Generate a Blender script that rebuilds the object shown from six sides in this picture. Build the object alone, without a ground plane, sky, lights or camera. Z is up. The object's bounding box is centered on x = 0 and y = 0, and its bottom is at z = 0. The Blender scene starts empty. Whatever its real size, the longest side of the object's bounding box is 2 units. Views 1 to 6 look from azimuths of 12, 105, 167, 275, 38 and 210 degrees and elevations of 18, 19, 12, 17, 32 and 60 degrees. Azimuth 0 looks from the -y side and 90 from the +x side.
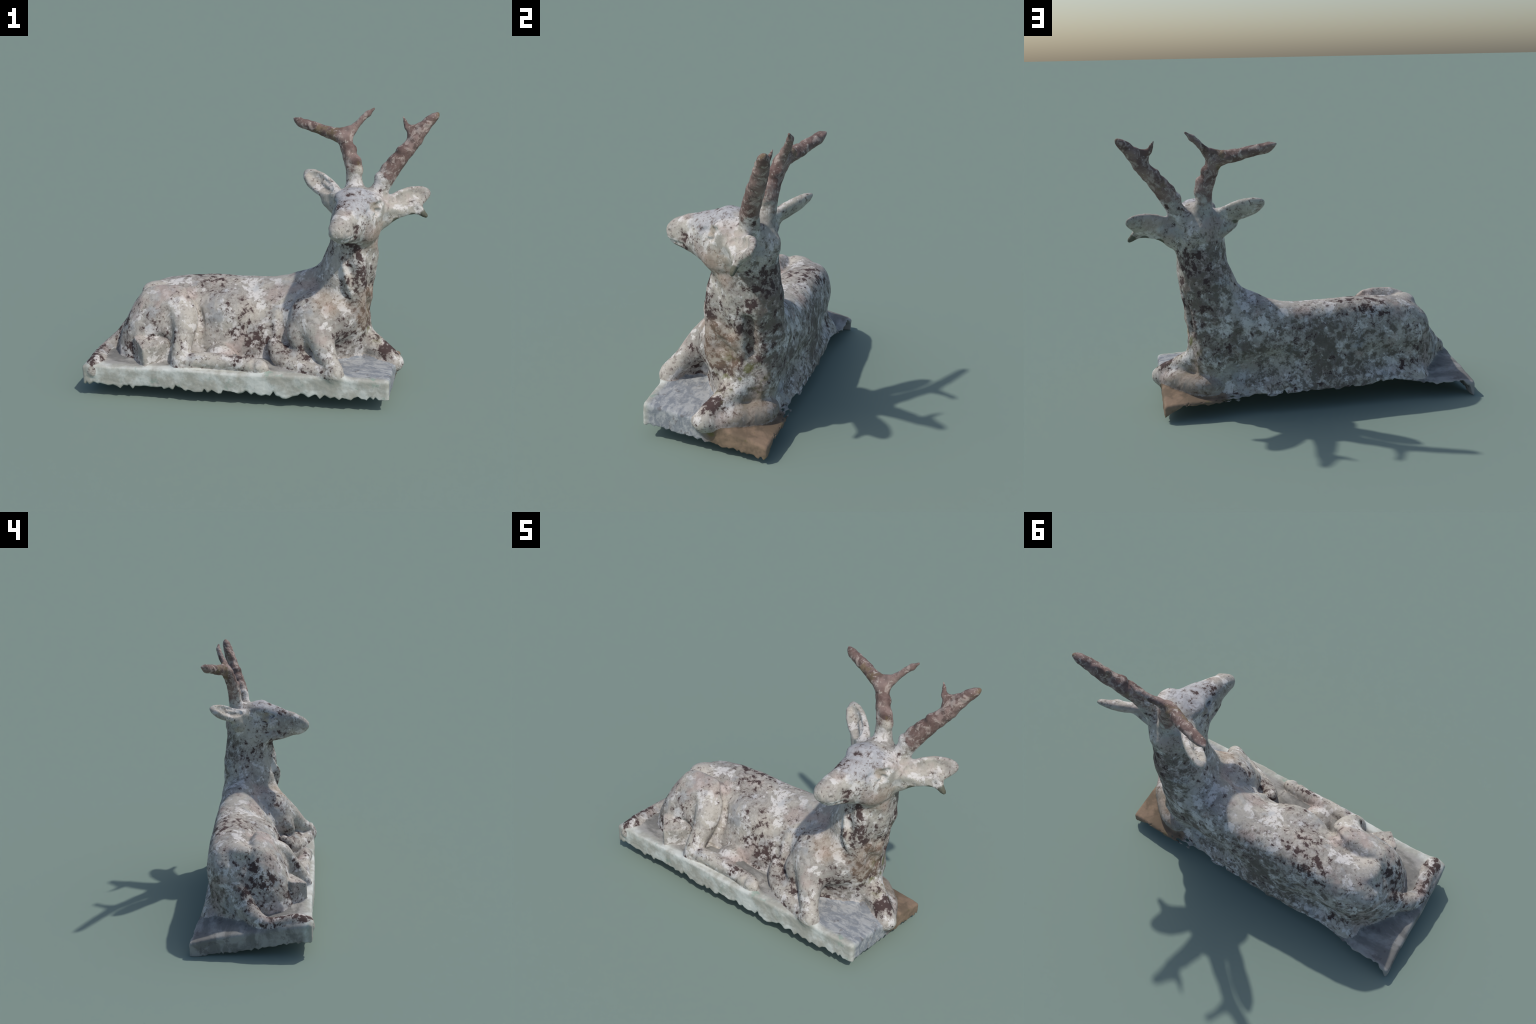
"""Weathered stone statue of a reclining deer on a rough plinth.

The whole statue is one blended solid: a signed-distance description (lofts
for trunk, neck and head, tapered tubes for limbs, antlers and tail, ellipsoids
for muscle masses, a bevelled slab for the plinth) is meshed once, roughened,
and then its faces are separated by anatomical region into named parts.
"""
import bpy
import math
import random
import numpy as np
from mathutils import Vector, noise

random.seed(11)
H = 0.0042                                     # cell size of the mesher
LO = np.array([-1.03, -0.43, -0.03])
HI = np.array([1.03, 0.43, 1.62])
N = np.ceil((HI - LO) / H).astype(int) + 1
AX = [(LO[i] + H * np.arange(N[i])).astype(np.float32) for i in range(3)]
DIST = np.full(N, 1.0, np.float32)             # blended distance
BEST = np.full(N, 1.0, np.float32)             # nearest single part
PART = np.zeros(N, np.int8)
PARTS = ["plinth", "torso", "neck", "head", "ear", "ear.001", "antler",
         "antler.001", "foreleg", "foreleg.001", "hind_leg", "hind_leg.001",
         "tail", "eye", "eye.001"]


# ------------------------------------------------------------------ fields
def window(lo, hi):
    a = np.clip(np.floor((np.asarray(lo) - LO) / H).astype(int), 0, N - 1)
    b = np.clip(np.ceil((np.asarray(hi) - LO) / H).astype(int) + 1, 1, N)
    sl = tuple(slice(a[i], b[i]) for i in range(3))
    X = AX[0][sl[0]][:, None, None]
    Y = AX[1][sl[1]][None, :, None]
    Z = AX[2][sl[2]][None, None, :]
    return sl, X, Y, Z


def smin(a, b, k):
    if k <= 0:
        return np.minimum(a, b)
    h = np.maximum(k - np.abs(a - b), 0) / k
    return np.minimum(a, b) - h * h * k * 0.25


def add(part, lo, hi, fn, k=0.03):
    sl, X, Y, Z = window(np.asarray(lo) - 0.05, np.asarray(hi) + 0.05)
    d = fn(X, Y, Z).astype(np.float32)
    d = np.broadcast_to(d, DIST[sl].shape)
    DIST[sl] = smin(DIST[sl], d, k)
    m = d < BEST[sl]
    BEST[sl] = np.where(m, d, BEST[sl])
    PART[sl] = np.where(m, PARTS.index(part), PART[sl])


def carve(lo, hi, fn, k=0.02):
    sl, X, Y, Z = window(np.asarray(lo) - 0.05, np.asarray(hi) + 0.05)
    d = np.broadcast_to(fn(X, Y, Z).astype(np.float32), DIST[sl].shape)
    DIST[sl] = -smin(-DIST[sl], d, k)


def rotation(rx=0, ry=0, rz=0):
    from mathutils import Euler
    return np.array(Euler((math.radians(rx), math.radians(ry), math.radians(rz))).to_matrix())


def ellipsoid_fn(c, r, R=None):
    def fn(X, Y, Z):
        x, y, z = X - c[0], Y - c[1], Z - c[2]
        if R is not None:
            x, y, z = (R[0][j] * x + R[1][j] * y + R[2][j] * z for j in range(3))
        k0 = np.sqrt((x / r[0]) ** 2 + (y / r[1]) ** 2 + (z / r[2]) ** 2)
        k1 = np.sqrt((x / r[0] ** 2) ** 2 + (y / r[1] ** 2) ** 2 + (z / r[2] ** 2) ** 2)
        return k0 * (k0 - 1) / np.maximum(k1, 1e-4)
    return fn


def ellipsoid(part, c, r, k=0.03, R=None):
    m = max(r)
    add(part, np.array(c) - m, np.array(c) + m, ellipsoid_fn(c, r, R), k)


def dent(c, r, k=0.02, R=None):
    m = max(r)
    carve(np.array(c) - m, np.array(c) + m, ellipsoid_fn(c, r, R), k)


def spline(pts, n=6):
    """Catmull-Rom through rows (x, y, z, radius...)."""
    P = np.array(pts, float)
    P = np.vstack([2 * P[0] - P[1], P, 2 * P[-1] - P[-2]])
    out = []
    for i in range(1, len(P) - 2):
        for t in np.linspace(0, 1, n, endpoint=False):
            a, b, c, d = P[i - 1], P[i], P[i + 1], P[i + 2]
            out.append(0.5 * (2 * b + (c - a) * t + (2 * a - 5 * b + 4 * c - d) * t ** 2
                              + (3 * b - a - 3 * c + d) * t ** 3))
    out.append(P[-2])
    return np.array(out)


def tube_fn(pts, n=6, squash=None):
    P = spline(pts, n) if len(pts) > 2 else np.array(pts, float)
    C = P[:, :3].copy()
    if squash:
        ax = np.array(squash[0], float)
        ax /= np.linalg.norm(ax)
        s = squash[1] - 1
        C += s * (C @ ax)[:, None] * ax

    def fn(X, Y, Z):
        x, y, z = X + 0 * Y + 0 * Z, Y + 0 * X + 0 * Z, Z + 0 * X + 0 * Y
        if squash:
            q = s * (x * ax[0] + y * ax[1] + z * ax[2])
            x, y, z = x + q * ax[0], y + q * ax[1], z + q * ax[2]
        best = None
        for i in range(len(C) - 1):
            a, v = C[i], C[i + 1] - C[i]
            t = np.clip(((x - a[0]) * v[0] + (y - a[1]) * v[1] + (z - a[2]) * v[2])
                        / max(v @ v, 1e-9), 0, 1)
            d = np.sqrt((x - a[0] - t * v[0]) ** 2 + (y - a[1] - t * v[1]) ** 2
                        + (z - a[2] - t * v[2]) ** 2) - (P[i, 3] + t * (P[i + 1, 3] - P[i, 3]))
            best = d if best is None else np.minimum(best, d)
        return best / (max(squash[1], 1) if squash else 1)
    return fn, P


def tube(part, pts, k=0.03, n=6, squash=None):
    fn, P = tube_fn(pts, n, squash)
    r = P[:, 3].max()
    add(part, P[:, :3].min(0) - r, P[:, :3].max(0) + r, fn, k)


def groove(pts, k=0.02, n=6):
    fn, P = tube_fn(pts, n)
    r = P[:, 3].max()
    carve(P[:, :3].min(0) - r, P[:, :3].max(0) + r, fn, k)


def loft_fn(axis, st, e=2.0, roll=0.0, far=None):
    """Stations along a world axis: (t, cu, cv, -u, +u, -v, +v).

    e is the superellipse exponent of the section, far that of its +u side."""
    S = np.array(st, float)
    S = S[np.argsort(S[:, 0])]
    o = [i for i in range(3) if i != axis]

    def fn(X, Y, Z):
        g = [X, Y, Z]
        t, u, v = g[axis], g[o[0]], g[o[1]]
        tf = np.linspace(S[0, 0], S[-1, 0], 240)
        cols = []
        for j in range(1, 7):                       # smoothed interpolation
            f = np.interp(tf, S[:, 0], S[:, j])
            ker = np.hanning(19)
            ker /= ker.sum()
            f = np.convolve(np.pad(f, 9, mode="edge"), ker, mode="valid")
            cols.append(np.interp(t, tf, f).astype(np.float32))
        cu, cv, um, up, vm, vp = cols
        a = u - cu
        b = v - cv + roll * a
        ra = np.where(a < 0, um, up)
        rb = np.where(b < 0, vm, vp)
        A, B = np.abs(a) / ra + 1e-4, np.abs(b) / rb + 1e-4
        p = e if far is None else np.where(a < 0, e, far)
        k0 = np.maximum((A ** p + B ** p) ** (1 / p), 1e-3)
        gr = np.sqrt((A ** (p - 1) / ra) ** 2 + (B ** (p - 1) / rb) ** 2) * k0 ** (1 - p)
        d = (k0 - 1) / np.maximum(gr, 1e-2)
        over = np.maximum(S[0, 0] - t, t - S[-1, 0])
        return np.where(over > 0, np.sqrt(np.maximum(d, 0) ** 2 + over ** 2), d)
    lo, hi = np.zeros(3), np.zeros(3)
    lo[axis], hi[axis] = S[0, 0], S[-1, 0]
    lo[o[0]], hi[o[0]] = (S[:, 1] - S[:, 3]).min(), (S[:, 1] + S[:, 4]).max()
    lo[o[1]], hi[o[1]] = (S[:, 2] - S[:, 5]).min(), (S[:, 2] + S[:, 6]).max()
    return fn, lo, hi


def loft(part, axis, st, e=2.0, roll=0.0, k=0.03, far=None):
    fn, lo, hi = loft_fn(axis, st, e, roll, far)
    add(part, lo, hi, fn, k)


def unit(v):
    v = np.array(v, float)
    return v / np.linalg.norm(v)


# ------------------------------------------------------------------ plinth
def plinth_fn(X, Y, Z):
    # four side planes, one sloping top
    front = -Y - 0.357 + 0.026 * np.clip((X - .3) / .5, 0, 1) + 0.004 * np.sin(7 * X)
    left = -X - 0.983 - 0.02 * Y + 0.004 * np.sin(9 * Y)
    right = X - 0.802 - 0.05 * Y
    back = Y - np.interp(X, [-1, -.95, -.6, .0, .5, .8], [.370, .368, .352, .338, .335, .322]).astype(np.float32)
    # tread: level in the middle, falling to the back and to both ends
    level = .200 - .30 * np.maximum(Y, 0) + .010 * np.exp(-((X - .1) / .12) ** 2 - ((Y + .3) / .06) ** 2)
    right_fall = .157 - .14 * Y - .05 * np.maximum(Y, 0) - .17 * (X - .8)
    left_fall = .150 - .14 * Y + .32 * (X + .98)
    top = Z - (smin(smin(level, right_fall, .03), left_fall, .03) + .004 * np.sin(9 * X + 4 * Y))
    d = front
    for q in (left, right, back, top):
        d = -smin(-d, -q, 0.018)
    return np.maximum(d, -Z - 0.02)


add("plinth", (-1.02, -.4, -.02), (.9, .4, .3), plinth_fn, 0.0)

# ------------------------------------------------------------------- torso
# x: centre y, centre z, half extents -y, +y, -z, +z
loft("torso", 0, [
    (-.862, .03, .20, .03, .04, .12, .04),
    (-.845, .04, .20, .09, .06, .16, .08),
    (-.80, .05, .22, .17, .11, .22, .15),
    (-.74, .07, .23, .22, .155, .25, .235),
    (-.68, .09, .23, .25, .185, .27, .305),
    (-.60, .12, .22, .28, .180, .28, .346),
    (-.45, .145, .22, .30, .165, .28, .364),
    (-.30, .15, .22, .305, .165, .28, .372),
    (-.10, .15, .22, .312, .172, .28, .366),
    (.05, .15, .22, .285, .178, .28, .366),
    (.15, .145, .22, .275, .180, .28, .385),
    (.25, .14, .22, .275, .180, .28, .42),
    (.33, .13, .22, .27, .175, .28, .435),
    (.42, .12, .24, .24, .165, .26, .40),
    (.52, .09, .26, .17, .165, .26, .30),
    (.60, .09, .26, .10, .12, .15, .18)], e=1.6, far=3.3, k=0.03)
ellipsoid("torso", (-.66, .065, .525), (.055, .07, .040), 0.05)
# shoulder blade and point of the shoulder on the near side
ellipsoid("torso", (.335, -.03, .41), (.165, .135, .172), 0.03)
ellipsoid("torso", (.415, -.03, .43), (.185, .138, .160), 0.04)
# hollows of the far flank, behind the shoulder and below the hip
groove([(.64, .335, .23, .08), (.45, .345, .235, .095), (.29, .355, .250, .100), (.15, .368, .28, .095),
        (.0, .41, .25, .09)], 0.05)
ellipsoid("torso", (.40, .17, .52), (.13, .128, .10), 0.05)
ellipsoid("torso", (-.690, .150, .40), (.078, .085, .09), 0.05)
tube("torso", [(-.66, .262, .130, .065), (-.35, .270, .135, .062), (-.02, .268, .130, .060)], 0.04)
ellipsoid("torso", (-.16, .01, .42), (.18, .125, .12), 0.05)
dent((-.53, .375, .255), (.27, .10, .09), 0.06)
groove([(.245, .03, .60, .010), (.20, -.05, .51, .014), (.185, -.115, .43, .016), (.19, -.16, .34, .016)], 0.03)
tube("torso", [(.150, .04, .50, .012), (.125, -.02, .46, .016), (.120, -.07, .40, .016), (.13, -.105, .33, .012)], 0.03)

# ----------------------------------------------------------- neck and chest
loft("neck", 2, [
    (.16, .50, .09, .10, .10, .10, .12),
    (.22, .50, .09, .13, .125, .115, .16),
    (.30, .50, .09, .15, .125, .135, .185),
    (.38, .50, .09, .17, .132, .145, .195),
    (.47, .505, .09, .18, .138, .160, .20),
    (.57, .51, .10, .18, .140, .180, .19),
    (.65, .52, .105, .175, .150, .180, .185),
    (.71, .53, .105, .160, .149, .165, .18),
    (.77, .54, .105, .145, .145, .155, .18),
    (.84, .55, .105, .138, .138, .150, .17),
    (.92, .56, .105, .134, .134, .150, .152),
    (1.0, .568, .11, .128, .128, .14, .15),
    (1.06, .572, .12, .115, .115, .12, .13),
    (1.12, .575, .12, .08, .08, .08, .08)], e=2.1, k=0.06)
# crest of the mane on the withers
tube("neck", [(.44, .14, .76, .045), (.375, .13, .665, .04), (.28, .13, .60, .04)], 0.05)
# throat fold hanging down the near side of the neck
tube("neck", [(.50, -.02, .82, .02), (.508, -.055, .745, .027),
              (.532, -.086, .67, .030), (.548, -.082, .605, .020)], 0.03,
     squash=((1, .35, 0), 1.7))
# keel of the breast
tube("neck", [(.585, -.03, .85, .03), (.592, -.048, .78, .034), (.60, -.052, .72, .036),
              (.594, -.050, .62, .036), (.592, -.038, .50, .036), (.585, -.022, .40, .036),
              (.57, .01, .30, .035)], 0.05)
# cords and folds on the far side of the neck and shoulder
tube("neck", [(.650, .03, .86, .02), (.645, .10, .78, .03), (.62, .20, .70, .03)], 0.05)
tube("neck", [(.645, .05, .80, .022), (.640, .085, .70, .028), (.632, .105, .60, .028), (.62, .10, .52, .026)], 0.03)
tube("neck", [(.632, .0, .60, .02), (.630, .045, .545, .024), (.615, .13, .48, .026)], 0.03)
tube("neck", [(.600, .17, .62, .03), (.585, .20, .52, .035), (.56, .21, .42, .035)], 0.04)
tube("neck", [(.610, .05, .45, .025), (.605, .12, .38, .03), (.57, .22, .33, .035)], 0.05)
groove([(.676, -.025, .72, .012), (.674, .020, .645, .021), (.668, .055, .59, .014)], 0.04)
groove([(.664, .020, .52, .014), (.662, .048, .475, .021), (.656, .080, .44, .014)], 0.04)
groove([(.650, .150, .68, .014), (.635, .165, .58, .020), (.62, .165, .48, .018)], 0.04)
groove([(.70, .02, .905, .012), (.685, -.02, .885, .014), (.66, -.06, .88, .012)], 0.03)

# -------------------------------------------------------------------- head
# along y: centre x, centre z, half widths -x, +x, down, up
loft("head", 1, [
    (-.327, .497, 1.020, .018, .018, .018, .018),
    (-.318, .498, 1.020, .036, .036, .034, .034),
    (-.295, .502, 1.020, .050, .060, .055, .052),
    (-.26, .510, 1.020, .058, .066, .068, .068),
    (-.22, .519, 1.021, .063, .074, .076, .088),
    (-.17, .533, 1.027, .073, .082, .095, .098),
    (-.12, .548, 1.040, .087, .100, .130, .102),
    (-.06, .565, 1.048, .105, .108, .150, .114),
    (.0, .580, 1.052, .118, .120, .165, .138),
    (.07, .582, 1.056, .122, .122, .160, .122),
    (.14, .580, 1.058, .118, .118, .145, .108),
    (.20, .576, 1.050, .095, .095, .12, .09),
    (.245, .573, 1.03, .05, .05, .07, .06),
    (.26, .573, 1.03, .02, .02, .03, .03)], e=2.15, roll=0.15, k=0.03)
# brow ridges, cheekbones, jaw
ellipsoid("head", (.672, .012, 1.112), (.036, .05, .028), 0.03)
ellipsoid("head", (.495, .01, 1.135), (.04, .05, .028), 0.04)
tube("head", [(.655, .02, 1.03, .03), (.63, -.06, 1.025, .028), (.60, -.12, 1.015, .02)], 0.04)
tube("head", [(.485, .02, 1.03, .03), (.485, -.06, 1.025, .026), (.485, -.12, 1.015, .02)], 0.04)
ellipsoid("head", (.632, -.005, .955), (.058, .085, .075), 0.05)
ellipsoid("head", (.672, .045, 1.080), (.050, .075, .065), 0.04)
ellipsoid("head", (.640, .07, .995), (.062, .085, .085), 0.05)
tube("head", [(.505, .04, .950, .045), (.500, -.08, .955, .040), (.495, -.16, .966, .032)], 0.03)
ellipsoid("head", (.490, .06, .965), (.062, .09, .10), 0.05)
ellipsoid("head", (.545, -.285, 1.015), (.024, .028, .032), 0.015)
dent((.612, -.235, 1.035), (.030, .045, .045), 0.03)
dent((.430, -.225, 1.035), (.026, .045, .045), 0.03)
dent((.566, -.306, 1.026), (.015, .017, .011), 0.010)
dent((.444, -.297, 1.026), (.014, .018, .012), 0.012)
groove([(.50, -.335, .985, .006), (.555, -.29, .978, .006), (.59, -.21, .975, .005)], 0.012)
groove([(.50, -.335, .985, .006), (.455, -.29, .982, .006), (.45, -.21, .98, .005)], 0.012)


# eye sockets under a sharp brow, with the ball set inside
for brow in ([(.642, -.100, 1.078, .010), (.672, -.060, 1.098, .016), (.712, -.010, 1.108, .013)],
             [(.488, -.095, 1.090, .009), (.462, -.045, 1.100, .014), (.448, .005, 1.102, .011)]):
    groove(brow, 0.015)
dent((.690, -.045, 1.068), (.026, .034, .022), 0.012)
dent((.450, -.035, 1.074), (.024, .034, .022), 0.012)
ellipsoid("eye", (.664, -.042, 1.066), (.020, .024, .017), 0.006)
ellipsoid("eye.001", (.473, -.033, 1.072), (.020, .024, .017), 0.006)


# -------------------------------------------------------------------- ears
def ear(part, base, tip, normal, width, k=0.03):
    base, tip = np.array(base), np.array(tip)
    a = unit(tip - base)
    n = np.array(normal, float)
    n = unit(n - (n @ a) * a)
    w = np.cross(a, n)
    L = np.linalg.norm(tip - base)
    R = np.stack([a, w, n], 1)
    c = base + a * L * 0.50
    ellipsoid(part, c - n * .014, (L * .54, width, .034), k, R)
    tube(part, [tuple(base - a * .03) + (.042,), tuple(base + a * .05) + (.034,)], 0.03)
    dent(c + n * .026 + a * .012, (L * .44, width * .77, .039), 0.010, R)
    # inner fold running down the cup
    tube(part, [tuple(base + a * .01 + w * width * .25 + n * .01) + (.016,),
                tuple(c + w * width * .22 - n * .012) + (.008,)], 0.015)


ear("ear", (.455, .135, 1.105), (.243, .315, 1.210), (-.27, -.66, .58), .062)
ear("ear.001", (.715, .085, 1.055), (.962, .232, 1.126), (.30, -.75, .55), .068)
ellipsoid("ear.001", (.705, .115, .995), (.065, .048, .065), 0.03)
ellipsoid("ear.001", (.742, .138, 1.035), (.060, .036, .045), 0.03)
ellipsoid("ear", (.445, .160, 1.045), (.050, .045, .050), 0.03)
ellipsoid("ear", (.415, .178, 1.070), (.060, .036, .045), 0.03)
# scan-noise webs under both ears, kept as solid
tube("ear.001", [(.67, .10, .955, .030), (.755, .112, .990, .018), (.82, .132, 1.013, .014),
                 (.885, .150, 1.022, .012), (.947, .156, 1.002, .006)], 0.02)
tube("ear.001", [(.74, .115, 1.03, .022), (.81, .150, 1.045, .016), (.88, .170, 1.055, .014)], 0.02)
tube("ear.001", [(.89, .18, 1.075, .018), (.915, .165, 1.040, .018), (.951, .155, .998, .006)], 0.02)
tube("ear", [(.47, .14, 1.03, .035), (.435, .15, 1.048, .020), (.378, .20, 1.100, .014),
             (.308, .25, 1.145, .012), (.255, .288, 1.180, .008)], 0.02)

# ----------------------------------------------------------------- antlers
tube("antler", [(.555, .165, 1.11, .062), (.546, .185, 1.165, .050), (.537, .194, 1.245, .042),
                (.512, .208, 1.335, .038), (.477, .236, 1.415, .038), (.42, .262, 1.439, .037),
                (.36, .290, 1.453, .033), (.29, .317, 1.472, .031), (.22, .344, 1.490, .027),
                (.178, .364, 1.508, .008)], 0.035)
tube("antler", [(.495, .228, 1.42, .03), (.530, .252, 1.465, .022), (.566, .280, 1.508, .019),
                (.608, .297, 1.548, .018), (.643, .301, 1.579, .007)], 0.02)
tube("antler", [(.44, .258, 1.462, .014), (.495, .25, 1.472, .012), (.548, .265, 1.490, .010)], 0.02)  # web across the fork, copied from scan noise
for p, r in (((.534, .206, 1.365), .020), ((.555, .182, 1.305), .026), ((.565, .182, 1.25), .026)):
    ellipsoid("antler", p, (r, r, r), 0.03)
tube("antler.001", [(.645, .135, 1.06, .060), (.690, .148, 1.145, .049), (.737, .161, 1.229, .045),
                    (.802, .197, 1.319, .043), (.868, .231, 1.400, .040), (.906, .250, 1.455, .036),
                    (.948, .270, 1.505, .031), (.977, .282, 1.533, .024), (.998, .291, 1.552, .009)], 0.035)
tube("antler.001", [(.865, .235, 1.43, .026), (.842, .245, 1.470, .018), (.824, .262, 1.505, .013),
                    (.809, .272, 1.536, .007)], 0.02)
tube("antler.001", [(.830, .25, 1.485, .009), (.862, .25, 1.484, .011), (.905, .26, 1.495, .012)], 0.02)  # scan-noise web between tine and beam
for p, r in (((.690, .150, 1.222), .026), ((.725, .165, 1.268), .027), ((.765, .175, 1.309), .026),
             ((.81, .195, 1.36), .024)):
    ellipsoid("antler.001", p, (r, r, r), 0.03)

# ----------------------------------------------------------------- forelegs
tube("foreleg", [(.345, -.09, .435, .11), (.372, -.150, .40, .092), (.41, -.215, .335, .068),
                 (.453, -.28, .268, .052), (.480, -.312, .235, .050)], 0.05)
tube("foreleg", [(.482, -.312, .222, .050), (.40, -.295, .212, .045), (.30, -.265, .212, .043),
                 (.205, -.225, .222, .045), (.155, -.185, .245, .050), (.127, -.155, .285, .043),
                 (.113, -.143, .310, .026)], 0.012)
tube("foreleg", [(.40, -.08, .47, .075), (.32, -.105, .42, .085), (.265, -.135, .365, .07),
                 (.27, -.175, .335, .04)], 0.04)
tube("foreleg", [(.20, -.200, .232, .048), (.29, -.215, .235, .050), (.385, -.235, .230, .045)], 0.025)
ellipsoid("foreleg", (.26, -.145, .235), (.14, .085, .065), 0.04)
# elbow flap hanging under the shoulder
tube("foreleg", [(.255, -.15, .38, .045), (.265, -.175, .33, .035), (.285, -.17, .26, .028)], 0.03)
tube("foreleg.001", [(.54, .12, .33, .085), (.615, .09, .275, .068), (.69, .05, .232, .060),
                     (.755, .015, .200, .055), (.80, -.014, .168, .047)], 0.045)
ellipsoid("foreleg.001", (.69, .10, .175), (.09, .08, .055), 0.03)
tube("foreleg.001", [(.79, -.005, .165, .048), (.74, .08, .160, .052), (.67, .17, .160, .056),
                     (.60, .225, .160, .060), (.54, .245, .16, .056)], 0.02)

# ---------------------------------------------------------------- hind legs
loft("hind_leg", 0, [
    (-.835, -.01, .20, .08, .08, .14, .08),
    (-.80, -.02, .20, .16, .10, .20, .17),
    (-.74, -.02, .20, .20, .12, .20, .28),
    (-.68, -.02, .20, .218, .12, .20, .352),
    (-.60, -.02, .20, .218, .12, .20, .385),
    (-.50, -.02, .20, .222, .12, .20, .388),
    (-.43, -.02, .20, .222, .12, .20, .380),
    (-.395, -.01, .22, .185, .10, .20, .33),
    (-.375, .0, .24, .13, .10, .17, .25),
    (-.360, .0, .28, .05, .08, .08, .12)], e=1.75, k=0.02)
# hollow of the groin under the thigh
groove([(-.66, -.285, .22, .03), (-.60, -.255, .29, .045), (-.54, -.235, .325, .040), (-.475, -.245, .29, .040)], 0.02)
tube("hind_leg", [(-.435, -.06, .44, .10), (-.415, -.13, .41, .088), (-.405, -.185, .36, .070),
                  (-.40, -.25, .29, .058), (-.402, -.290, .225, .052)], 0.035)
tube("hind_leg", [(-.40, -.29, .222, .048), (-.30, -.290, .240, .045), (-.18, -.290, .240, .044),
                  (-.06, -.290, .236, .042), (.02, -.298, .230, .044), (.06, -.303, .228, .041),
                  (.085, -.306, .224, .030)], 0.015)
# gutter between shank and belly, left uncut
tube("plinth", [(-.33, -.22, .185, .055), (-.15, -.22, .190, .055), (.05, -.22, .185, .05)], 0.03)
# carved rim of the thigh against the belly
groove([(-.47, .035, .580, .010), (-.395, -.02, .540, .016), (-.345, -.06, .465, .020),
        (-.318, -.115, .37, .022), (-.322, -.165, .29, .020)], 0.02)
groove([(.030, -.36, .215, .012), (.030, -.325, .272, .012), (.025, -.275, .285, .012), (.02, -.24, .26, .012)], 0.012)
# crease between the thigh and the folded shank
groove([(-.505, -.185, .475, .012), (-.488, -.225, .415, .018), (-.477, -.245, .345, .022)], 0.05)
# far hind hoof tucked under the thigh


def tucked_hoof(X, Y, Z):
    x, y, z = X + .590, Y + .222, Z
    u = .75 * x + .66 * y                        # along the sole
    v = .66 * x - .75 * y                        # outward
    top = z - .308 - .34 * (.068 - v) + .10 * np.maximum(-v - .02, 0) - .05 * u
    d = -smin(-(np.abs(u) - .085), -(np.abs(v) - .068), 0.018)
    d = -smin(-d, -top, 0.010)
    return np.maximum(d, .15 - z) * .9


add("hind_leg.001", (-.68, -.39, .12), (-.42, -.14, .34), tucked_hoof, 0.004)
# stone lump behind the cannon
ellipsoid("hind_leg.001", (-.19, -.19, .225), (.085, .07, .07), 0.03)

# -------------------------------------------------------------------- tail
tube("tail", [(-.78, .05, .30, .06), (-.84, .02, .235, .055), (-.895, -.03, .195, .048),
              (-.928, -.10, .178, .042), (-.925, -.18, .185, .042), (-.912, -.26, .190, .045),
              (-.912, -.315, .180, .042), (-.915, -.345, .160, .025)], 0.025)

# --------------------------------------------------- jagged lower edge of the scan
rng = np.random.default_rng(5)


def scan_teeth(scale, n, step):
    xs = np.cumsum(step * (0.5 + rng.random(n))) - 1.1
    return xs, scale * (rng.random(n) - 0.5) * (0.6 + 0.8 * rng.random(n))


jx, jh = scan_teeth(0.034, 140, 0.020)
ky, kh = scan_teeth(0.026, 110, 0.014)


def lower_edge(X, Y, Z):
    v = np.clip((Y + .34) / .66, 0, 1)
    back = np.interp(X, [-1, -.978, -.958, -.925, -.73, -.50, -.34, 0, .25, .45, .60, .70, .78, .82],
                     [-.015, -.010, .05, .088, .095, .138, .122, .118, .115, .097, .092, .090, .055, .030])
    base = .091 * (1 - v) + back * v
    # the underside is hollow behind the cut rim of the scan shell
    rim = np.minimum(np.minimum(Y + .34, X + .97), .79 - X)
    base = base + .04 * (1 - v) * np.clip(rim / .04 - .5, 0, 1)
    return base + np.interp(X, jx, jh) * (1 - .5 * v) + np.interp(Y, ky, kh) * .7 - Z


sl, X, Y, Z = window(LO, (HI[0], HI[1], .3))
DIST[sl] = np.maximum(DIST[sl], lower_edge(X, Y, Z))


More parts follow.
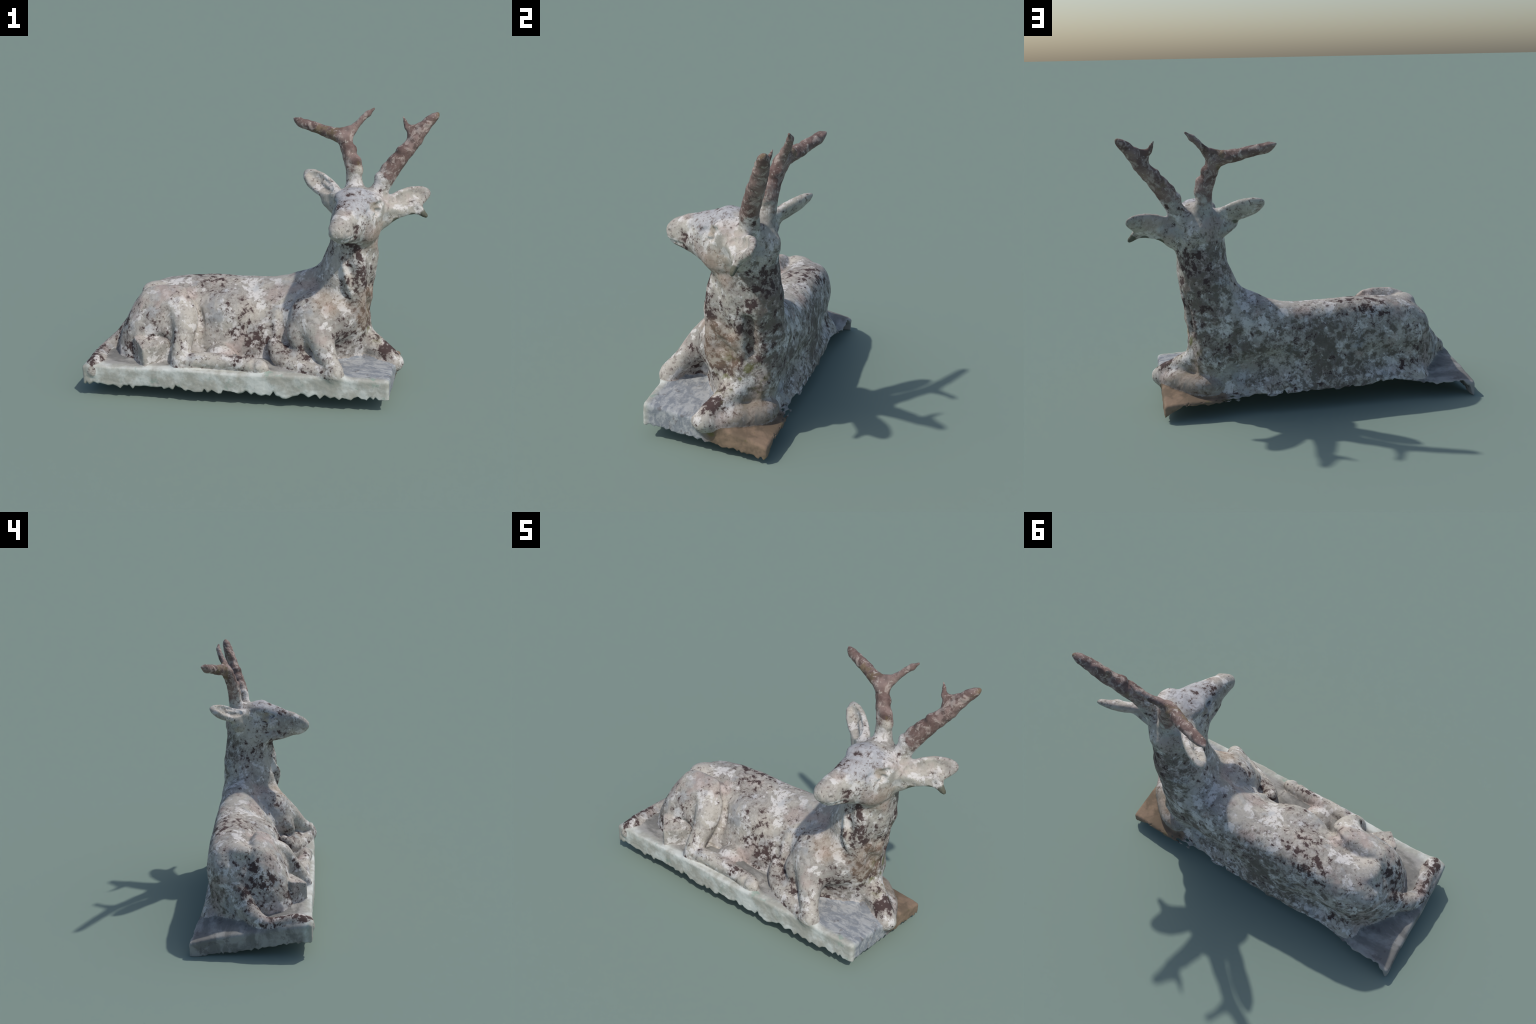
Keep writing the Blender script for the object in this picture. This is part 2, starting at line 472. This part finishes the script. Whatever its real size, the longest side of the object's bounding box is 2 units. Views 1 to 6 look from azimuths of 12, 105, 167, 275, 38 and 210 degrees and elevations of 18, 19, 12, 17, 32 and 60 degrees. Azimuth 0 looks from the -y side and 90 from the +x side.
# ----------------------------------------------------- mesh the solid
def surface_net(D):
    inside = D < 0
    n = D.shape
    idx = -np.ones(tuple(i - 1 for i in n), np.int32)
    s = np.zeros(idx.shape, np.int8)
    for a in (0, 1):
        for b in (0, 1):
            for c in (0, 1):
                s += inside[a:n[0] - 1 + a, b:n[1] - 1 + b, c:n[2] - 1 + c]
    cells = np.argwhere((s > 0) & (s < 8))
    idx[tuple(cells.T)] = np.arange(len(cells))
    acc = np.zeros((len(cells), 3))
    cnt = np.zeros(len(cells))
    corners = [(a, b, c) for a in (0, 1) for b in (0, 1) for c in (0, 1)]
    val = {q: D[tuple((cells + q).T)] for q in corners}
    for p in corners:
        for axis in range(3):
            if p[axis]:
                continue
            q = tuple(p[i] + (i == axis) for i in range(3))
            cross = (val[p] < 0) != (val[q] < 0)
            t = np.where(cross, val[p] / np.where(cross, val[p] - val[q], 1), 0)
            for i in range(3):
                acc[:, i] += np.where(cross, p[i] + (t if i == axis else 0), 0)
            cnt += cross
    verts = LO + H * (cells + acc / cnt[:, None])
    quads = []
    for axis in range(3):
        o1, o2 = (axis + 1) % 3, (axis + 2) % 3
        a = np.take(inside, range(n[axis] - 1), axis)
        b = np.take(inside, range(1, n[axis]), axis)
        for e, flip in ((a & ~b, False), (~a & b, True)):
            P = np.argwhere(e)
            P = P[(P[:, o1] > 0) & (P[:, o2] > 0) & (P[:, o1] < n[o1] - 1) & (P[:, o2] < n[o2] - 1)]
            f = []
            for d1, d2 in ((-1, -1), (0, -1), (0, 0), (-1, 0)):
                Q = P.copy()
                Q[:, o1] += d1
                Q[:, o2] += d2
                f.append(idx[tuple(Q.T)])
            f = np.stack(f, 1)
            quads.append(f[:, ::-1] if flip else f)
    return verts, np.vstack(quads)


V, Fq = surface_net(DIST)
# keep the largest connected shell (drops crumbs from the jagged scan edge)
lab = np.arange(len(V))
for _ in range(400):
    m = lab[Fq].min(1)
    new = lab.copy()
    for c in range(4):
        np.minimum.at(new, Fq[:, c], m)
    new = new[new]
    if (new == lab).all():
        break
    lab = new
big = np.bincount(lab).argmax()
Fq = Fq[(lab[Fq] == big).all(1)]
use = np.unique(Fq)
remap = -np.ones(len(V), int)
remap[use] = np.arange(len(use))
V, Fq = V[use], remap[Fq]

# one light relaxing pass
for lam in (0.5, -0.35, 0.4):
    acc = np.zeros_like(V)
    cnt = np.zeros(len(V))
    for c in range(4):
        np.add.at(acc, Fq[:, c], V[Fq[:, (c + 1) % 4]] + V[Fq[:, (c + 3) % 4]])
        np.add.at(cnt, Fq[:, c], 2)
    V = V + lam * (acc / cnt[:, None] - V)


def vertex_normals(V, F):
    n = np.cross(V[F[:, 2]] - V[F[:, 0]], V[F[:, 3]] - V[F[:, 1]])
    out = np.zeros_like(V)
    for c in range(4):
        np.add.at(out, F[:, c], n)
    return out / np.maximum(np.linalg.norm(out, axis=1), 1e-9)[:, None]


# chisel-worn relief: shallow lumps and pitting along the normal
VN = vertex_normals(V, Fq)
bump = np.empty(len(V))
for i, p in enumerate(V):
    q = Vector(p)
    z = p[2]
    soft = noise.noise(q * 9.0) * 0.0035 + noise.noise(q * 22.0) * 0.0022
    pit = noise.noise(q * 55.0) * 0.0011
    if p[0] > .35 and p[1] > -.02 and .35 < p[2] < 1.0:   # coarse mane on the far side
        soft += noise.noise(q * 17.0) * .0045 * min((p[1] + .02) * 12, 1)
    if p[2] > 1.2:                               # knotty antler beams
        soft += min((p[2] - 1.2) * 10, 1) * noise.noise(q * 34.0) * 0.0035
    bump[i] = soft + pit
V = V + VN * bump[:, None]
V[:, 2] = np.maximum(V[:, 2], 0.0)
VN = vertex_normals(V, Fq)

# face regions
C = V[Fq].mean(1)
gi = np.clip(np.rint((C - LO) / H).astype(int), 0, N - 1)
lab = PART[tuple(gi.T)].astype(int)
for _ in range(4):                               # smooth the borders
    votes = np.zeros((len(V), len(PARTS)))
    for c in range(4):
        np.add.at(votes, (Fq[:, c], lab), 1)
    lab = sum(votes[Fq[:, c]] for c in range(4)).argmax(1)


# -------------------------------------------------------------- materials
class Nodes:
    def __init__(self, name):
        self.mat = bpy.data.materials.new(name)
        self.mat.use_nodes = True
        self.t = self.mat.node_tree
        self.bsdf = self.t.nodes["Principled BSDF"]
        self.co = self.t.nodes.new("ShaderNodeTexCoord").outputs["Object"]

    def new(self, kind, **inputs):
        n = self.t.nodes.new(kind)
        for k, v in inputs.items():
            self.set(n.inputs[k], v)
        return n

    def set(self, sock, v):
        if isinstance(v, bpy.types.NodeSocket):
            self.t.links.new(v, sock)
        else:
            sock.default_value = v

    def noise(self, scale, detail=4.0, rough=0.55, distort=0.0, stretch=None, offset=(0, 0, 0)):
        m = self.t.nodes.new("ShaderNodeMapping")
        self.set(m.inputs["Vector"], self.co)
        m.inputs["Location"].default_value = offset
        if stretch:
            m.inputs["Scale"].default_value = stretch
        n = self.t.nodes.new("ShaderNodeTexNoise")
        self.set(n.inputs["Vector"], m.outputs[0])
        n.inputs["Scale"].default_value = scale
        n.inputs["Detail"].default_value = detail
        n.inputs["Roughness"].default_value = rough
        n.inputs["Distortion"].default_value = distort
        return n.outputs["Fac"]

    def math(self, op, a, b=0.0, c=0.0):
        n = self.t.nodes.new("ShaderNodeMath")
        n.operation = op
        for s, v in zip(n.inputs, (a, b, c)):
            self.set(s, v)
        return n.outputs[0]

    def step(self, x, a, b, lo=0.0, hi=1.0):
        n = self.t.nodes.new("ShaderNodeMapRange")
        n.interpolation_type = "SMOOTHSTEP"
        for s, v in zip(n.inputs, (x, a, b, lo, hi)):
            self.set(s, v)
        return n.outputs[0]

    def near(self, centre, radius, squash=(1, 1, 1)):
        """1 at the centre, falling to 0 at the radius."""
        m = self.t.nodes.new("ShaderNodeVectorMath")
        m.operation = "SUBTRACT"
        self.set(m.inputs[0], self.co)
        m.inputs[1].default_value = centre
        k = self.t.nodes.new("ShaderNodeVectorMath")
        k.operation = "MULTIPLY"
        self.set(k.inputs[0], m.outputs[0])
        k.inputs[1].default_value = squash
        l = self.t.nodes.new("ShaderNodeVectorMath")
        l.operation = "LENGTH"
        self.set(l.inputs[0], k.outputs[0])
        return self.step(l.outputs["Value"], radius, radius * .25)

    def mix(self, f, a, b):
        n = self.t.nodes.new("ShaderNodeMix")
        n.data_type = "RGBA"
        self.set(n.inputs["Factor"], f)
        self.set(n.inputs["A"], a if isinstance(a, bpy.types.NodeSocket) else (*a, 1))
        self.set(n.inputs["B"], b if isinstance(b, bpy.types.NodeSocket) else (*b, 1))
        return n.outputs["Result"]


PALE = (.485, .450, .392)
GREY = (.325, .305, .275)
BLUE = (.36, .38, .40)
DARK = (.075, .050, .047)
ROSE = (.42, .33, .295)
TAN = (.30, .205, .13)
MOSS = (.13, .135, .03)

# where dark lichen is dense (centre, radius, strength)
LICHEN = [((.62, -.06, .66), .16, .11), ((.58, -.06, .80), .12, .06), ((.03, -.13, .33), .16, .10),
          ((-.80, -.05, .38), .20, .12), ((-.72, -.2, .24), .12, .12), ((.46, .0, 1.06), .12, .08),
          ((.28, -.10, .54), .10, .10), ((.50, .20, .86), .20, .03), ((-.45, -.26, .36), .06, .14),
          ((.76, .02, .22), .10, .10), ((-.03, -.34, .22), .12, .10), ((.43, -.36, .20), .12, .12),
          ((-.92, -.2, .19), .20, .10), ((.50, -.31, 1.02), .13, -.35), ((.60, .1, 1.2), .12, -.2), ((.85, .15, 1.1), .16, -.16), ((.33, .24, 1.17), .14, .06), ((.60, .26, .75), .25, .02), ((-.55, -.28, .28), .11, -.2), ((-.3, .18, .60), .30, .05)]


# grime blobs, doubling as shade painted on the far side (centre, radius, strength)
GRIME_SHADE = [((.58, .27, .85), .34, .20), ((.60, .24, .45), .40, .17), ((.1, .36, .30), .50, .15),
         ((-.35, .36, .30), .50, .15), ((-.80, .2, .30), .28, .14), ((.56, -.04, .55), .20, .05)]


def weathered_stone(g):
    """Pale worn limewash over grey stone, with dark lichen blotches."""
    tone = g.noise(5.0, 6, .62, .3)
    fine = g.noise(30, 5, .65)
    col = g.mix(g.step(tone, .38, .60), GREY, PALE)
    col = g.mix(g.step(fine, .48, .60, 0, .35), col, (.62, .59, .55))
    flakes = g.noise(11, 6, .65, .3, offset=(9, 0, 2))
    col = g.mix(g.step(flakes, .53, .57, 0, .85), col, (.68, .655, .625))
    col = g.mix(g.step(g.noise(7, 3, .5, offset=(3, 1, 4)), .56, .70, 0, .55), col, BLUE)
    col = g.mix(g.step(g.noise(6, 3, .5, offset=(7, 2, 1)), .55, .68, 0, .6), col, ROSE)
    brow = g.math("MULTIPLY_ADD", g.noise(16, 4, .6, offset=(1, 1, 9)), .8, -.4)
    brow = g.math("ADD", brow, g.near((.56, -.06, 1.16), .20))
    col = g.mix(g.step(brow, .2, .7, 0, .7), col, (.43, .44, .47))  # bluish sky reflection painted on the top of the head
    # olive-brown grime between paler flakes; on the far flank it paints in baked shade
    grime_shade = g.math("MULTIPLY_ADD", g.noise(21, 8, .72, .3, offset=(8, 3, 3)), 1.0, -.19)
    for c, r, k in GRIME_SHADE:
        grime_shade = g.math("MULTIPLY_ADD", g.near(c, r), k, grime_shade)
    col = g.mix(g.step(grime_shade, .42, .55, 0, .8), col, (.090, .072, .052))
    field = g.math("MULTIPLY_ADD", g.noise(3.2, 3, .55, offset=(2, 9, 5)), .55, g.noise(22, 7, .70, .2))
    for c, r, k in LICHEN:
        field = g.math("MULTIPLY_ADD", g.near(c, r), k * .75, field)
    blotch = g.step(field, .855, .915)
    speck = g.math("MULTIPLY", g.step(g.noise(58, 5, .68), .555, .61, 0, .85),
                   g.step(g.noise(7, 4, .6, offset=(5, 8, 1)), .40, .58, .25, 1))
    rim = g.step(field, .75, .89, 0, .55)
    col = g.mix(rim, col, (.24, .20, .18))
    col = g.mix(speck, col, (.15, .115, .10))
    col = g.mix(blotch, col, DARK)
    return col, field


def finish(g, col, rough=.85, strength=.35):
    g.set(g.bsdf.inputs["Base Color"], col)
    g.bsdf.inputs["Roughness"].default_value = rough
    g.bsdf.inputs["Specular IOR Level"].default_value = .25
    b = g.t.nodes.new("ShaderNodeBump")
    b.inputs["Strength"].default_value = strength
    b.inputs["Distance"].default_value = .004
    g.set(b.inputs["Height"], g.noise(90, 6, .65))
    g.t.links.new(b.outputs[0], g.bsdf.inputs["Normal"])
    return g.mat


def body_material():
    g = Nodes("weathered_stone")
    col, f = weathered_stone(g)
    warm = g.math("MULTIPLY_ADD", g.noise(10, 5, .65, offset=(4, 7, 7)), 1.0, -.5)
    for c, r in (((.42, -.10, .54), .14), ((.64, .0, .50), .22), ((.66, .0, .93), .16)):
        warm = g.math("MULTIPLY_ADD", g.near(c, r), .7, warm)
    col = g.mix(g.step(warm, .15, .7, 0, .35), col, (.40, .285, .19))
    # dark tint of the scan-noise webs under the ears, ochre stain around the eyes
    web_tint = g.math("MULTIPLY_ADD", g.noise(24, 5, .65), .8, -.4)
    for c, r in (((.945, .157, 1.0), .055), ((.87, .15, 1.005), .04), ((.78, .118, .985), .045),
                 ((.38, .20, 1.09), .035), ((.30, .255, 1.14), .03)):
        web_tint = g.math("ADD", web_tint, g.near(c, r))
    col = g.mix(g.step(web_tint, .3, .7, 0, .85), col, (.075, .08, .05))
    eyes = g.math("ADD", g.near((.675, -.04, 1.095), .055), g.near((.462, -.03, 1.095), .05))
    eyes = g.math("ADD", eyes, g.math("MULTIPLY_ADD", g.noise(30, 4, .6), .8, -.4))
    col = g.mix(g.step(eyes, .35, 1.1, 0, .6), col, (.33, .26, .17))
    green = g.math("MULTIPLY", g.near((.66, .12, .35), .2), g.step(g.noise(11, 3, .6, offset=(5, 5, 5)), .52, .62))
    col = g.mix(g.math("MULTIPLY", green, .7), col, MOSS)
    soil = g.math("ADD", g.near((.70, .28, .09), .32), g.math("MULTIPLY_ADD", g.noise(14, 5, .65), .8, -.45))
    col = g.mix(g.step(soil, .1, .7, 0, .6), col, (.19, .14, .10))
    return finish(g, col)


def antler_material():
    g = Nodes("antler_stone")
    col, f = weathered_stone(g)
    brown = g.mix(g.step(g.noise(9, 5, .6, .4), .38, .62), (.150, .098, .086), (.27, .195, .172))
    brown = g.mix(g.step(g.noise(20, 6, .7, .8), .50, .60, 0, .7), brown, (.47, .39, .345))
    brown = g.mix(g.step(g.noise(45, 5, .65, .3, offset=(4, 0, 4)), .58, .66, 0, .6), brown, (.58, .52, .46))
    brown = g.mix(g.step(g.noise(14, 5, .7, offset=(1, 6, 2)), .58, .64, 0, .7), brown, (.095, .062, .056))
    ochre = g.math("MULTIPLY", g.step(g.noise(8, 4, .6, offset=(6, 6, 6)), .56, .66), .5)
    brown = g.mix(ochre, brown, (.19, .145, .065))
    away = g.math("MULTIPLY_ADD", g.noise(20, 7, .72), 2.0, -1.0)
    away = g.math("ADD", away, g.near((.61, .12, 1.06), .30))
    col = g.mix(g.step(away, .15, .55), brown, col)
    return finish(g, col, .8)


def plinth_material():
    g = Nodes("plinth_stone")
    pale = g.mix(g.step(g.noise(7, 5, .6), .40, .62), (.40, .395, .345), (.62, .64, .60))
    pale = g.mix(g.step(g.noise(11, 5, .65, offset=(4, 4, 0)), .57, .68, 0, .7), pale, (.25, .35, .29))
    pale = g.mix(g.step(g.noise(60, 4, .6), .60, .70, 0, .35), pale, (.30, .30, .27))
    sep = g.t.nodes.new("ShaderNodeSeparateXYZ")
    g.set(sep.inputs[0], g.co)
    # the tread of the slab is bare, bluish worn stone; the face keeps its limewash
    tread = g.math("MULTIPLY", g.step(sep.outputs[1], -.325, -.29), 1.0)
    slate = g.mix(g.step(g.noise(8, 6, .65, .3, stretch=(.6, 1.2, 1)), .42, .60), (.205, .20, .185), (.36, .35, .325))
    wash = g.math("ADD", g.near((.68, -.15, .2), .45), g.math("MULTIPLY_ADD", g.noise(9, 5, .65, offset=(2, 2, 7)), .8, -.4))
    slate = g.mix(g.step(wash, .1, .6, 0, .85), slate, g.mix(g.step(g.noise(24, 6, .7, .4, stretch=(.7, 1.3, 1)), .42, .6), (.235, .26, .29), (.43, .445, .45)))
    slate = g.mix(g.step(g.noise(17, 5, .6, offset=(3, 3, 8)), .58, .66, 0, .6), slate, (.13, .115, .11))
    col = g.mix(tread, pale, slate)
    earth = g.mix(g.step(g.noise(9, 4, .6), .42, .6), (.17, .125, .085), (.27, .19, .13))
    earth = g.mix(g.step(g.noise(12, 3, .5, offset=(6, 1, 1)), .58, .66, 0, .5), earth, MOSS)
    wob = g.math("MULTIPLY_ADD", g.noise(8, 4, .6), .5, -.25)
    corner = g.math("ADD", g.near((.76, .28, .10), .40), wob)
    col = g.mix(g.step(corner, .15, .45), col, earth)
    return finish(g, col)


BODY, ANTLER, PLINTH = body_material(), antler_material(), plinth_material()

# ------------------------------------------------------------ build objects
root = bpy.data.objects.new("deer_statue", None)
bpy.context.collection.objects.link(root)
root["label"] = "weathered stone statue of an antlered deer lying on a plinth"
root["category"] = "garden statue"
made = {}
for i, name in enumerate(PARTS):
    f = Fq[lab == i]
    if not len(f):
        continue
    ids, inv = np.unique(f, return_inverse=True)
    f = inv.reshape(f.shape)
    me = bpy.data.meshes.new(name.split(".")[0])
    me.from_pydata(V[ids].tolist(), [], f.tolist())
    me.polygons.foreach_set("use_smooth", np.ones(len(f), bool))
    me.normals_split_custom_set_from_vertices(VN[ids].tolist())
    kind = name.split(".")[0]
    me.materials.append({"plinth": PLINTH, "antler": ANTLER, "eye": BODY}.get(kind, BODY))
    ob = bpy.data.objects.new(name, me)
    bpy.context.collection.objects.link(ob)
    made[name] = ob
for name, ob in made.items():
    kind = name.split(".")[0]
    ob.parent = made["head"] if kind in ("ear", "antler", "eye") else root
